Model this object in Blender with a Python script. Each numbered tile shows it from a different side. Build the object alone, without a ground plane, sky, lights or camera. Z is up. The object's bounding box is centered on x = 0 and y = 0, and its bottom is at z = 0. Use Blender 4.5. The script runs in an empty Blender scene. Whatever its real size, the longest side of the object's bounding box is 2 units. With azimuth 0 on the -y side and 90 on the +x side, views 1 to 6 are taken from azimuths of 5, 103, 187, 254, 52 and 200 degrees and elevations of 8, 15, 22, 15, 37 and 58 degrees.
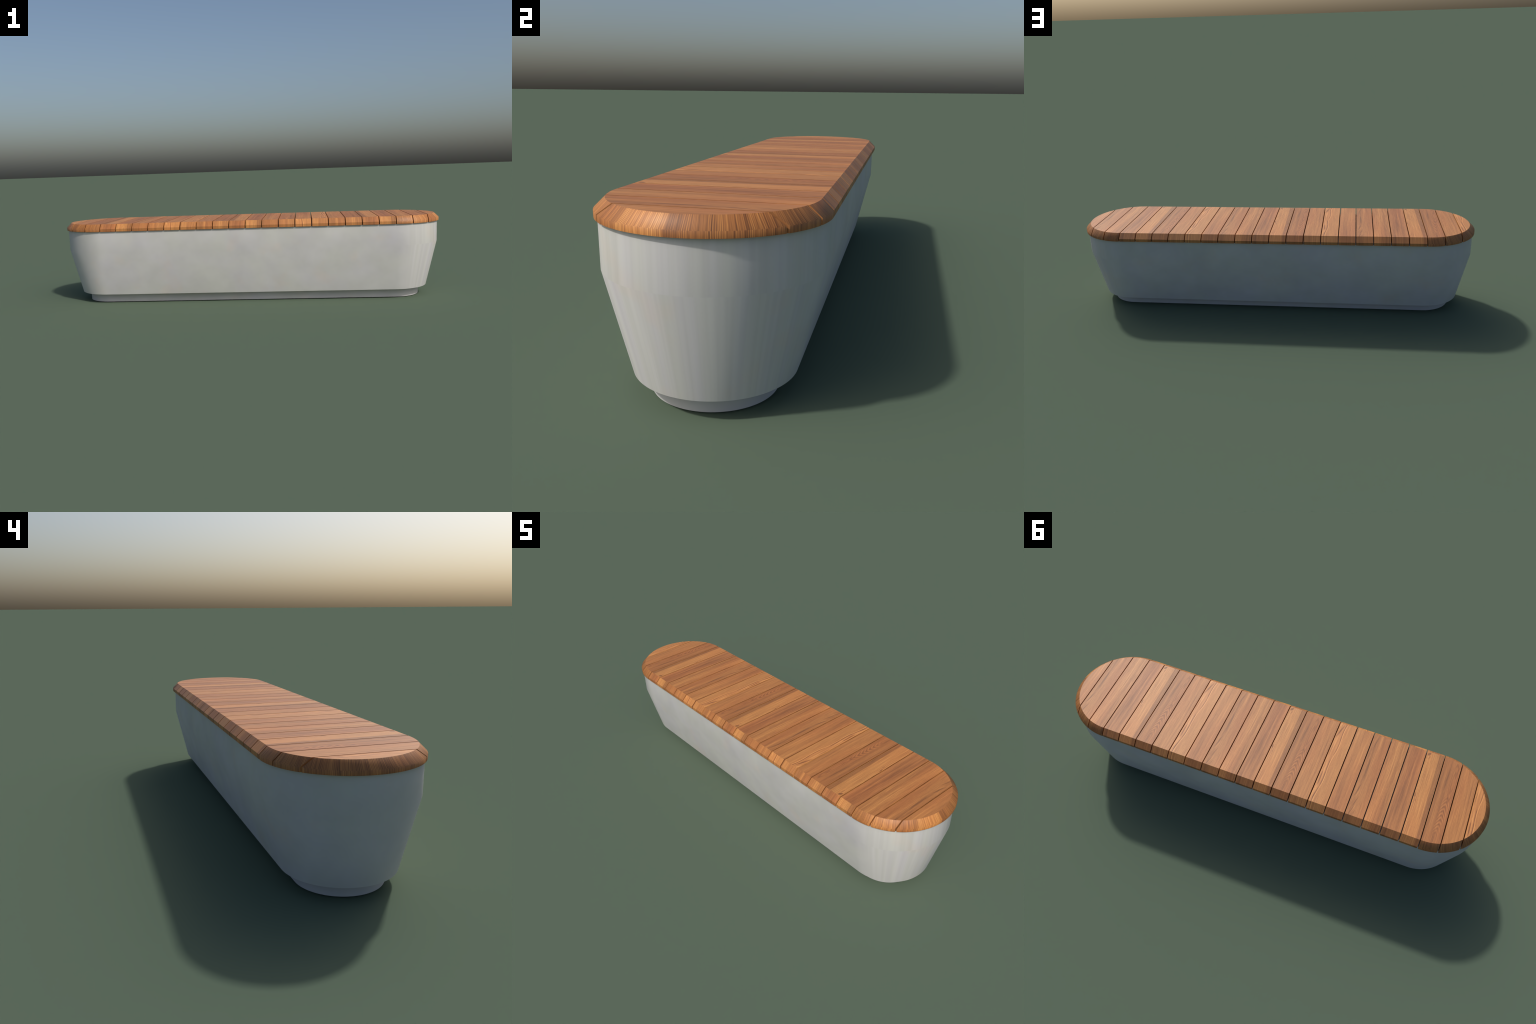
"""Street bench: a boat-shaped cast concrete trough on a recessed plinth, with a
stadium-shaped seat of 24 teak slats whose rim is chamfered at 45 degrees."""
import bpy, bmesh, math
from mathutils import Vector

# ------------------------------------------------------------------ dimensions
CX = 0.7543           # centres of the two end arcs at x = +-CX
R_RIM, R_TOP = 0.2457, 0.2215
Z_TOP, Z_CHAMFER, Z_SEAT = 0.424, 0.4005, 0.3868
N_SLATS, PITCH, GAP = 24, 2.0 / 24, 0.0047
R_BODY, Z_KINK = 0.2367, 0.279
R_MOUTH, R_FLOOR, Z_FLOOR = 0.208, 0.206, 0.3815  # shallow recess under the slats
Y_BODY, Y_PLINTH = -0.0018, -0.0038               # the casting sits a touch forward
R_FOOT, Z_FOOT = 0.1820, 0.0465
R_PLINTH = 0.1413
PERIOD = 8            # the timber pattern comes round again every eight slats


# ------------------------------------------------------------------ node helper
class Nodes:
    def __init__(self, name):
        self.mat = bpy.data.materials.new(name)
        self.mat.use_nodes = True
        self.nt = self.mat.node_tree
        self.bsdf = self.nt.nodes["Principled BSDF"]

    def put(self, sock, v):
        if hasattr(v, "is_output"):
            self.nt.links.new(v, sock)
        else:
            sock.default_value = v

    def math(self, op, a, b=0.0, c=None, clamp=False):
        n = self.nt.nodes.new("ShaderNodeMath")
        n.operation, n.use_clamp = op, clamp
        self.put(n.inputs[0], a)
        self.put(n.inputs[1], b)
        if c is not None:
            self.put(n.inputs[2], c)
        return n.outputs[0]

    def add(self, a, b): return self.math("ADD", a, b)
    def sub(self, a, b): return self.math("SUBTRACT", a, b)
    def mul(self, a, b): return self.math("MULTIPLY", a, b)

    def step(self, v, lo, hi):
        """smooth 0..1 as v goes lo..hi (either way round)"""
        n = self.nt.nodes.new("ShaderNodeMapRange")
        n.interpolation_type = "SMOOTHSTEP"
        self.put(n.inputs["Value"], v)
        flip = lo > hi
        n.inputs["From Min"].default_value = min(lo, hi)
        n.inputs["From Max"].default_value = max(lo, hi)
        n.inputs["To Min"].default_value = 1.0 if flip else 0.0
        n.inputs["To Max"].default_value = 0.0 if flip else 1.0
        return n.outputs["Result"]

    def vec(self, x, y, z=0.0):
        n = self.nt.nodes.new("ShaderNodeCombineXYZ")
        for s, v in zip(n.inputs, (x, y, z)):
            self.put(s, v)
        return n.outputs[0]

    def noise(self, v, scale=1.0, detail=2.0, rough=0.5, distort=0.0, color=False):
        n = self.nt.nodes.new("ShaderNodeTexNoise")
        self.put(n.inputs["Vector"], v)
        n.inputs["Scale"].default_value = scale
        n.inputs["Detail"].default_value = detail
        n.inputs["Roughness"].default_value = rough
        n.inputs["Distortion"].default_value = distort
        return n.outputs["Color" if color else "Fac"]

    def ramp(self, fac, stops, interp="LINEAR"):
        n = self.nt.nodes.new("ShaderNodeValToRGB")
        cr = n.color_ramp
        cr.interpolation = interp
        while len(cr.elements) < len(stops):
            cr.elements.new(0.5)
        for e, (p, c) in zip(cr.elements, stops):
            e.position = p
            e.color = (*c, 1.0) if len(c) == 3 else c
        self.put(n.inputs["Fac"], fac)
        return n.outputs["Color"]

    def mix(self, fac, a, b, blend="MIX"):
        n = self.nt.nodes.new("ShaderNodeMix")
        n.data_type, n.blend_type = "RGBA", blend
        self.put(n.inputs["Factor"], fac)
        for sock, v in ((n.inputs[6], a), (n.inputs[7], b)):
            self.put(sock, v if hasattr(v, "is_output") else (*v, 1.0))
        return n.outputs[2]

    def object_xyz(self):
        t = self.nt.nodes.new("ShaderNodeTexCoord")
        s = self.nt.nodes.new("ShaderNodeSeparateXYZ")
        self.nt.links.new(t.outputs["Object"], s.inputs[0])
        return s.outputs


# ------------------------------------------------------------------ timber
WOOD_RAMP = [(0.00, (0.115, 0.043, 0.017)), (0.28, (0.230, 0.092, 0.032)),
             (0.52, (0.384, 0.155, 0.048)), (0.74, (0.530, 0.234, 0.070)),
             (1.00, (0.740, 0.370, 0.120))]


def lines(N, x, y, freq, warp, wx, wy, seed, sharp=0.0):
    """growth-ring lines along the slat, bent by slow noise"""
    w = N.noise(N.vec(N.mul(x, wx), N.mul(y, wy), seed), detail=1.5)
    ph = N.add(N.mul(x, freq), N.mul(w, warp))
    s = N.math("SINE", N.mul(ph, 2 * math.pi))
    return s if not sharp else N.math("POWER", N.math("MULTIPLY_ADD", s, 0.5, 0.5), sharp)


# level, fine grain, broad streaks, ring amplitude, ring frequency, ring warp
SPECIES = {
    "plain":    dict(level=0.51, fine=0.23, broad=0.26, ring=0.035, freq=290, warp=1.2),
    "feather":  dict(level=0.50, fine=0.22, broad=0.22, ring=0.060, freq=250, warp=1.5),
    "striped":  dict(level=0.555, fine=0.32, broad=0.28, ring=0.085, freq=260, warp=1.6),
    "dusky":    dict(level=0.465, fine=0.24, broad=0.27, ring=0.025, freq=240, warp=1.2),
    "sapwood":  dict(level=0.63, fine=0.34, broad=0.14, ring=0.150, freq=235, warp=0.8),
    "arrow":    dict(level=0.47, fine=0.20, broad=0.22, ring=0.025, freq=200, warp=1.6),
    "even":     dict(level=0.51, fine=0.30, broad=0.18, ring=0.080, freq=270, warp=0.8),
    "swirl":    dict(level=0.60, fine=0.24, broad=0.14, ring=0.100, freq=240, warp=1.6),
}
ORDER = ["plain", "feather", "striped", "dusky", "sapwood", "arrow", "even", "swirl"]

# figure: strokes of darker (or, negative, paler) wood as tapered ellipses
# (x, y, half width, half length, lean dx/dy, depth), metres from the slat's middle
STROKES = {
    "sapwood": [(0.0285, -0.209, 0.0065, 0.010, 0.3, 0.40), (0.0240, -0.190, 0.0035, 0.010, 0.2, 0.16), (0.036, 0.020, 0.0030, 0.012, -0.1, 0.30),
                (0.029, 0.045, 0.0016, 0.007, 0.0, 0.18)],
    "swirl":   [(0.0300, 0.093, 0.0036, 0.042, 0.0, 0.36), (0.0265, -0.175, 0.0040, 0.040, 0.25, 0.30),
                (0.0335, -0.060, 0.0024, 0.034, 0.03, 0.22), (0.0335, 0.020, 0.0015, 0.030, -0.02, 0.14),
                (0.0250, 0.175, 0.0026, 0.036, 0.12, 0.26), (0.0330, -0.215, 0.0040, 0.020, 0.3, -0.15),
                (0.0270, -0.110, 0.0028, 0.050, 0.05, -0.10), (0.0260, 0.050, 0.0030, 0.055, -0.03, -0.10),
                (0.0340, 0.170, 0.0040, 0.040, 0.1, -0.12)],
    "feather": [(0.0190, -0.180, 0.0020, 0.045, 0.12, 0.16), (0.0165, -0.020, 0.0055, 0.060, -0.05, 0.16),
                (0.0235, 0.090, 0.0024, 0.040, 0.17, 0.20), (0.0160, 0.150, 0.0022, 0.026, 0.20, 0.20),
                (0.0280, 0.150, 0.0016, 0.030, 0.20, 0.14), (0.0215, 0.200, 0.0016, 0.024, 0.24, 0.18),
                (0.0080, 0.205, 0.0016, 0.016, 0.30, 0.14), (0.0310, -0.120, 0.0014, 0.060, 0.05, 0.12),
                (0.0260, -0.060, 0.0018, 0.060, 0.02, -0.10), (0.0220, 0.120, 0.0022, 0.040, 0.17, -0.12),
                (0.0150, 0.190, 0.0022, 0.030, 0.22, -0.12), (0.0260, -0.190, 0.0024, 0.040, 0.12, -0.10)],
    "striped": [(-0.0265, -0.090, 0.0035, 0.030, -0.02, 0.16), (0.0050, -0.05, 0.0020, 0.16, 0.0, -0.12),
                (0.0160, 0.04, 0.0014, 0.15, 0.0, -0.10)],
    "dusky":   [(-0.0070, -0.060, 0.0022, 0.12, -0.02, -0.13), (0.0080, 0.060, 0.0060, 0.11, 0.0, 0.08)],
    "arrow":   [(-0.0300, -0.165, 0.0022, 0.045, 0.10, 0.13), (0.0060, -0.120, 0.0030, 0.080, 0.03, 0.09),
                (0.0250, 0.100, 0.0025, 0.10, 0.0, -0.07), (-0.0050, 0.190, 0.0045, 0.035, 0.03, 0.12)],
    "plain":   [(0.0100, 0.110, 0.0090, 0.11, 0.0, 0.07), (-0.0200, -0.080, 0.0030, 0.12, 0.02, -0.06)],
    "even":    [(-0.0220, 0.000, 0.0020, 0.20, 0.0, 0.08), (-0.0130, 0.000, 0.0020, 0.20, 0.0, -0.07)],
}


def stroke(N, x, y, sx, sy, w, length, lean):
    dy = N.sub(y, sy)
    dx = N.mul(N.sub(N.sub(x, sx), N.mul(dy, lean)), 1 / w)
    dy = N.mul(dy, 1 / length)
    return N.step(N.math("SQRT", N.add(N.mul(dx, dx), N.mul(dy, dy))), 1.25, 0.55)


def grain_value(N, kind, x, y, seed):
    p = SPECIES[kind]
    wob = N.noise(N.vec(seed, N.mul(y, 5.0), 3.0), detail=1.0)
    xw = N.add(x, N.mul(N.sub(wob, 0.5), 0.007))
    fine = N.noise(N.vec(N.mul(xw, 560), N.mul(y, 7), seed), detail=2.5, rough=0.65)
    broad = N.noise(N.vec(N.mul(xw, 75), N.mul(y, 2.2), seed + 7.3), detail=2.0)
    flecks = N.noise(N.vec(N.mul(xw, 900), N.mul(y, 55), seed + 1.7), detail=1.0)
    v = N.math("MULTIPLY_ADD", N.sub(fine, 0.5), p["fine"] * 2.6, p["level"])
    v = N.math("MULTIPLY_ADD", N.sub(broad, 0.5), p["broad"] * 2.0, v)
    v = N.math("MULTIPLY_ADD", N.sub(flecks, 0.5), 0.22, v)
    # ring lines fade in and out across and along the board
    fade = N.noise(N.vec(N.mul(x, 40), N.mul(y, 2.0), seed + 5.5), detail=1.0)
    ring = lines(N, xw, y, p["freq"], p["warp"], 16, 3.0, seed + 2.2)
    v = N.add(v, N.mul(N.mul(ring, N.step(fade, 0.30, 0.65)), p["ring"] * 1.5))

    # the strokes wander a little with the grain
    drift = N.noise(N.vec(N.mul(x, 30), N.mul(y, 14), seed + 6.0), detail=1.5)
    xs = N.add(x, N.mul(N.sub(drift, 0.5), 0.0045))
    for sx, sy, w, length, lean, depth in STROKES.get(kind, ()):
        v = N.sub(v, N.mul(stroke(N, xs, y, sx, sy, w, length, lean), depth))

    if kind == "sapwood":
        # heartwood wedge down the -x edge
        edge = N.add(N.add(x, N.mul(y, 0.012)), N.mul(N.sub(wob, 0.5), 0.004))
        v = N.sub(v, N.mul(N.step(edge, -0.0182, -0.0212), 0.26))
    if kind == "arrow":
        # nested arrowheads climbing the board
        xc = N.math("MULTIPLY_ADD", y, 0.055, -0.0180)
        d = N.mul(N.sub(xs, xc), 1 / 0.013)
        q = N.math("ABSOLUTE", d)
        bend = N.mul(N.math("POWER", q, 1.4), 0.95)
        jit = N.noise(N.vec(N.mul(x, 40), N.mul(y, 12), seed), detail=1.0)
        ph = N.add(N.sub(N.mul(y, 44), bend), N.mul(jit, 0.9))
        s = N.math("SINE", N.mul(ph, 2 * math.pi))
        m = N.mul(N.step(q, 1.6, 0.7), N.mul(N.step(y, -0.05, 0.03), N.step(y, 0.20, 0.12)))
        v = N.math("MULTIPLY_ADD", N.mul(s, m), 0.115, v)
        # a long loop ahead of them
        ly = N.mul(N.add(y, 0.10), 1 / 0.085)
        lx = N.mul(N.add(x, 0.022), 1 / 0.010)
        r = N.math("SQRT", N.add(N.mul(lx, lx), N.mul(ly, ly)))
        for r0 in (0.6, 1.15):
            band = N.step(N.math("ABSOLUTE", N.sub(r, r0)), 0.20, 0.02)
            v = N.sub(v, N.mul(band, 0.11))
    if kind == "swirl":
        # one long wandering line, dark on its +x flank and bright beside it
        wave = N.math("SINE", N.math("MULTIPLY_ADD", y, 2 * math.pi / 0.19, 1.25))
        xc = N.add(N.math("MULTIPLY_ADD", y, 0.040, 0.0125), N.mul(wave, 0.0030))
        e = N.sub(x, xc)
        var = N.noise(N.vec(seed, N.mul(y, 16), 8.0), detail=1.0)
        dark = N.mul(N.step(N.math("ABSOLUTE", N.sub(e, 0.0030)), 0.0030, 0.0010), N.step(var, 0.30, 0.55))
        v = N.sub(v, N.mul(dark, 0.27))
        v = N.add(v, N.mul(N.step(N.math("ABSOLUTE", N.add(e, 0.0012)), 0.0026, 0.0008), 0.20))
        v = N.add(v, N.mul(N.step(e, 0.004, 0.008), 0.06))
    if kind == "striped":
        v = N.sub(v, N.mul(N.step(x, -0.002, -0.02), 0.06))
    return v


def finish_wood(N, v, hue, seed_vec):
    v = N.math("MULTIPLY_ADD", N.sub(v, 0.5), 1.10, 0.515)
    col = N.ramp(v, WOOD_RAMP)
    # slow drift between redder and yellower timber
    tint = N.noise(seed_vec, scale=1.0, detail=1.0)
    col = N.mix(N.step(tint, 0.35, 0.70), col,
                N.mix(1.0, col, (1.03, 0.96, 0.95), "MULTIPLY"))
    col = N.mix(1.0, col, hue, "MULTIPLY")
    N.put(N.bsdf.inputs["Base Color"], col)
    N.put(N.bsdf.inputs["Roughness"], N.math("MULTIPLY_ADD", v, -0.06, 0.545))
    N.bsdf.inputs["Specular IOR Level"].default_value = 0.42
    b = N.nt.nodes.new("ShaderNodeBump")
    b.inputs["Strength"].default_value = 0.05
    b.inputs["Distance"].default_value = 0.0006
    N.put(b.inputs["Height"], v)
    N.put(N.bsdf.inputs["Normal"], b.outputs[0])


HUES = {"dusky": (1.0, 0.97, 1.0), "arrow": (1.0, 0.985, 0.98),
        "sapwood": (1.0, 1.01, 1.0)}


def slat_material(index, mirrored):
    kind = ORDER[index]
    N = Nodes("teak_" + kind + ("_end" if mirrored else ""))
    x, y, z = N.object_xyz()
    if mirrored:
        x = N.mul(x, -1.0)
    seed = 11.0 * (index + 1)
    finish_wood(N, grain_value(N, kind, x, y, seed), HUES.get(kind, (1, 1, 1)),
                N.vec(N.mul(x, 14), N.mul(y, 2), seed))
    return N.mat


def arc_material(side):
    """grain on the curved rim: boards follow one another along the arc"""
    N = Nodes("teak_rim")
    g = N.nt.nodes.new("ShaderNodeNewGeometry")
    s = N.nt.nodes.new("ShaderNodeSeparateXYZ")
    N.nt.links.new(g.outputs["Position"], s.inputs[0])
    x, y, z = s.outputs
    ang = N.math("ARCTAN2", y, N.sub(N.mul(x, side), CX))
    arc = N.mul(ang, 0.235)
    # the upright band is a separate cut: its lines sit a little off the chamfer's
    cut = N.math("LESS_THAN", z, Z_CHAMFER - 0.0003)
    arc = N.add(arc, N.mul(cut, 0.004))
    fine = N.noise(N.vec(N.mul(arc, 560), 2.0 + side, N.mul(z, 8)), detail=2.0, rough=0.65)
    coarse = N.noise(N.vec(N.mul(arc, 190), 5.0 - side, N.mul(z, 4)), detail=1.5)
    broad = N.noise(N.vec(N.mul(arc, 26), 9.0 + side, 0.0), detail=1.0)
    fade = N.step(N.noise(N.vec(N.mul(arc, 34), 14.0 + side, 0.0), detail=1.0), 0.35, 0.62)
    wob = N.noise(N.vec(N.mul(arc, 30), 21.0, N.mul(z, 12)), detail=1.0)
    ring = N.math("SINE", N.mul(N.add(N.mul(arc, 250), N.mul(wob, 2.6)), 2 * math.pi))
    v = N.math("MULTIPLY_ADD", N.sub(fine, 0.5), 0.85, 0.45)
    v = N.math("MULTIPLY_ADD", N.sub(coarse, 0.5), 0.62, v)
    v = N.math("MULTIPLY_ADD", N.sub(broad, 0.5), 0.42, v)
    v = N.add(v, N.mul(N.mul(ring, fade), 0.17))
    if side > 0:
        # boards met in turn round the +x end: pale, plain red, pale and lined,
        # brown, pale with dark bands
        for lo, hi, dv in ((-0.300, -0.212, 0.14), (-0.196, -0.122, 0.02), (-0.117, -0.014, 0.17),
                           (-0.010, 0.024, -0.12), (0.030, 0.105, -0.03), (0.128, 0.158, 0.12)):
            v = N.math("MULTIPLY_ADD", N.mul(N.step(arc, lo - 0.004, lo + 0.004),
                                             N.step(arc, hi + 0.004, hi - 0.004)), dv, v)
    flecks = N.noise(N.vec(N.mul(arc, 900), 1.0, N.mul(z, 60)), detail=1.0)
    v = N.math("MULTIPLY_ADD", N.sub(flecks, 0.5), 0.25, v)
    finish_wood(N, v, (0.99, 0.97, 0.92), N.vec(N.mul(arc, 10), 4.0, 0.0))
    return N.mat


# ------------------------------------------------------------------ concrete
def concrete_material(name, streaks, tone):
    N = Nodes(name)
    x, y, z = N.object_xyz()
    p = N.vec(x, y, z)
    big = N.noise(p, scale=4.2, detail=3.0, rough=0.5)
    mid = N.noise(N.vec(N.add(x, 5.0), y, N.mul(z, 1.1)), scale=11.0, detail=3.0, rough=0.5)
    hue = N.noise(N.vec(x, N.add(y, 9.0), z), scale=6.0, detail=2.0)
    hue2 = N.noise(N.vec(x, y, N.add(z, 4.0)), scale=8.5, detail=2.0)
    if streaks:
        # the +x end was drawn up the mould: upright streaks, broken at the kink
        ang = N.mul(N.math("ARCTAN2", y, N.sub(x, CX)), 0.21)
        upper = N.math("GREATER_THAN", z, Z_KINK)
        lane = N.vec(N.mul(ang, 30), N.mul(upper, 6.3), N.mul(z, 0.9))
        lane2 = N.vec(N.mul(ang, 85), N.math("MULTIPLY_ADD", upper, 4.7, 3.0), N.mul(z, 1.2))
        end = N.step(x, 0.77, 0.86)
        one = N.noise(lane, detail=2.0)
        two = N.noise(lane2, detail=2.0)
        huel = N.noise(N.vec(N.mul(ang, 26), N.math("MULTIPLY_ADD", upper, 3.1, 20.0), N.mul(z, 0.7)), detail=1.5)

        def blend(a, b):
            return N.add(N.mul(a, N.sub(1.0, end)), N.mul(b, end))
        big, mid, hue = blend(big, one), blend(mid, two), blend(hue, huel)
    v = N.math("MULTIPLY_ADD", N.sub(big, 0.5), 0.24, 1.0)
    v = N.math("MULTIPLY_ADD", N.sub(mid, 0.5), 0.20, v)
    grit = N.noise(p, scale=260.0, detail=2.0)
    v = N.math("MULTIPLY_ADD", N.sub(grit, 0.5), 0.03, v)
    base = N.ramp(hue, [(0.30, tuple(t * k for t, k in zip(tone, (0.99, 1.0, 0.96)))),
                        (0.50, tone),
                        (0.70, tuple(t * k for t, k in zip(tone, (0.995, 0.985, 1.035))))])
    base = N.mix(N.step(hue2, 0.55, 0.75), base,
                 N.mix(1.0, base, (1.03, 0.985, 0.955), "MULTIPLY"))
    col = N.mix(1.0, base, N.ramp(N.mul(v, 0.5), [(0, (0, 0, 0)), (1, (2, 2, 2))]), "MULTIPLY")
    N.put(N.bsdf.inputs["Base Color"], col)
    N.bsdf.inputs["Roughness"].default_value = 0.62
    N.bsdf.inputs["Specular IOR Level"].default_value = 0.35
    return N.mat


# ------------------------------------------------------------------ geometry
def link(name, mesh, parent=None):
    o = bpy.data.objects.new(name, mesh)
    bpy.context.scene.collection.objects.link(o)
    if parent:
        o.parent = parent
    return o


def stadium(r, n=64):
    pts = []
    for side in (1, -1):
        for i in range(n + 1):
            a = -math.pi / 2 + math.pi * i / n
            pts.append((side * (CX + r * math.cos(a)), side * r * math.sin(a)))
    return pts


def lofted(name, levels, y0=0.0):
    """loft stadium rings (radius, z) and cap both ends"""
    bm = bmesh.new()
    rings = [[bm.verts.new((x, y + y0, z)) for x, y in stadium(r)] for r, z in levels]
    n = len(rings[0])
    for a, b in zip(rings, rings[1:]):
        for i in range(n):
            j = (i + 1) % n
            bm.faces.new((a[i], a[j], b[j], b[i]))
    bm.faces.new(reversed(rings[0]))
    bm.faces.new(rings[-1])
    for f in bm.faces:
        f.smooth = True
    bm.normal_update()
    for e in bm.edges:
        if len(e.link_faces) == 2 and e.calc_face_angle(0) > math.radians(50):
            e.smooth = False
    me = bpy.data.meshes.new(name)
    bm.to_mesh(me)
    bm.free()
    return me


RIM = [(R_RIM, Z_SEAT), (R_RIM, Z_CHAMFER), (R_TOP, Z_TOP)]   # rim profile, bottom to top


def slat_mesh(name, outline, smooth_rim, slots):
    """outline(radius) -> closed list of (x, y, tag); tag names the run that
    starts at that point: 'rim' (outer edge), 'front', 'back' or 'cut' (beside a gap)"""
    bm = bmesh.new()
    rings, tags = [], None
    for r, z in RIM:
        pts = outline(r)
        tags = [t for _, _, t in pts]
        rings.append([bm.verts.new((x, y, z)) for x, y, _ in pts])
    n = len(tags)
    made = {}
    for k in range(2):
        a, b = rings[k], rings[k + 1]
        for i in range(n):
            j = (i + 1) % n
            f = bm.faces.new((a[i], a[j], b[j], b[i]))
            f.material_index = slots.get(tags[i], 0)
            f.smooth = smooth_rim and tags[i] == "rim"
            made[f] = tags[i]
    bm.faces.new(list(reversed(rings[0])))
    bm.faces.new(rings[-1])
    bm.normal_update()
    for e in bm.edges:
        t = [made.get(f) for f in e.link_faces]
        if not (smooth_rim and t == ["rim", "rim"]):
            e.smooth = False
    bmesh.ops.recalc_face_normals(bm, faces=bm.faces)
    me = bpy.data.meshes.new(name)
    bm.to_mesh(me)
    bm.free()
    return me


def straight_outline(r):
    h = (PITCH - GAP) / 2
    return [(-h, -r, "front"), (h, -r, "cut"), (h, r, "back"), (-h, r, "cut")]


def curved_outline(x0, x1, cx, n=22):
    """slat between x0 and x1 (+x end of the seat; x1 None = the tip), about cx"""
    def f(r):
        def ang(x):
            return math.acos(max(0.0, min(1.0, (x - CX) / r)))
        a0 = ang(x0)
        pts = []
        if x1 is None:
            m = n * 3
            for i in range(m + 1):
                a = -a0 + 2 * a0 * i / m
                pts.append((CX + r * math.cos(a), r * math.sin(a), "rim"))
            pts[-1] = pts[-1][:2] + ("cut",)
            if x0 < CX:
                pass
        else:
            a1 = ang(x1)
            for s in (-1, 1):
                run = [a0 + (a1 - a0) * i / n for i in range(n + 1)]
                if s > 0:
                    run.reverse()
                part = [[CX + r * math.cos(a), s * r * math.sin(a), "rim"] for a in run]
                # the gap edges stay straight whatever the level
                part[0][0 if s < 0 else 0] = x0 if s < 0 else x1
                part[-1][0] = x1 if s < 0 else x0
                part[-1][2] = "cut"
                pts += [tuple(p) for p in part]
        return [(x - cx, y, t) for x, y, t in pts]
    return f


def build():
    bench = bpy.data.objects.new("bench", None)
    bench.empty_display_size = 0.3
    bpy.context.scene.collection.objects.link(bench)
    bench["label"] = "long concrete bench with rounded ends and teak slat seat"
    bench["category"] = "bench"

    body = link("body", lofted("body", [(R_FOOT, Z_FOOT), (R_BODY, Z_KINK),
                                        (R_BODY, Z_SEAT - 0.0012), (R_MOUTH, Z_SEAT - 0.0012),
                                        (R_FLOOR, Z_FLOOR)], Y_BODY), bench)
    body.data.materials.append(concrete_material("cast_concrete", True, (0.535, 0.531, 0.522)))
    plinth = link("plinth", lofted("plinth", [(R_PLINTH, 0.0), (R_PLINTH, Z_FOOT + 0.004)], Y_PLINTH), bench)
    plinth.data.materials.append(concrete_material("plinth_concrete", False, (0.52, 0.51, 0.515)))

    top = [slat_material(i, False) for i in range(PERIOD)]
    end = [slat_material(i, True) for i in range(PERIOD)]
    rim = {1: arc_material(1), -1: arc_material(-1)}

    straight = slat_mesh("slat", straight_outline, False, {"front": 1})
    for _ in range(3):
        straight.materials.append(None)

    for j in range(N_SLATS):                       # from the +x end to the -x end
        cx = 1.0 - PITCH * (j + 0.5)
        near = min(j, N_SLATS - 1 - j)             # places from the nearer tip
        side = 1 if j < N_SLATS / 2 else -1
        if near < 3:
            ax = abs(cx)
            x0 = ax - (PITCH - GAP) / 2
            x1 = None if near == 0 else ax + (PITCH - GAP) / 2
            me = slat_mesh("slat", curved_outline(x0, x1, ax), True, {"rim": 2})
            if side < 0:                           # the other end, turned half round
                for v in me.vertices:
                    v.co.x, v.co.y = -v.co.x, -v.co.y
            for _ in range(3):
                me.materials.append(None)
        else:
            me = straight
        o = link("slat", me, bench)
        o.location = (cx, 0, 0)
        t = j % PERIOD
        for slot, m in zip(o.material_slots, (top[t], end[PERIOD - 1 - t], rim[side])):
            slot.link = "OBJECT"
            slot.material = m


build()
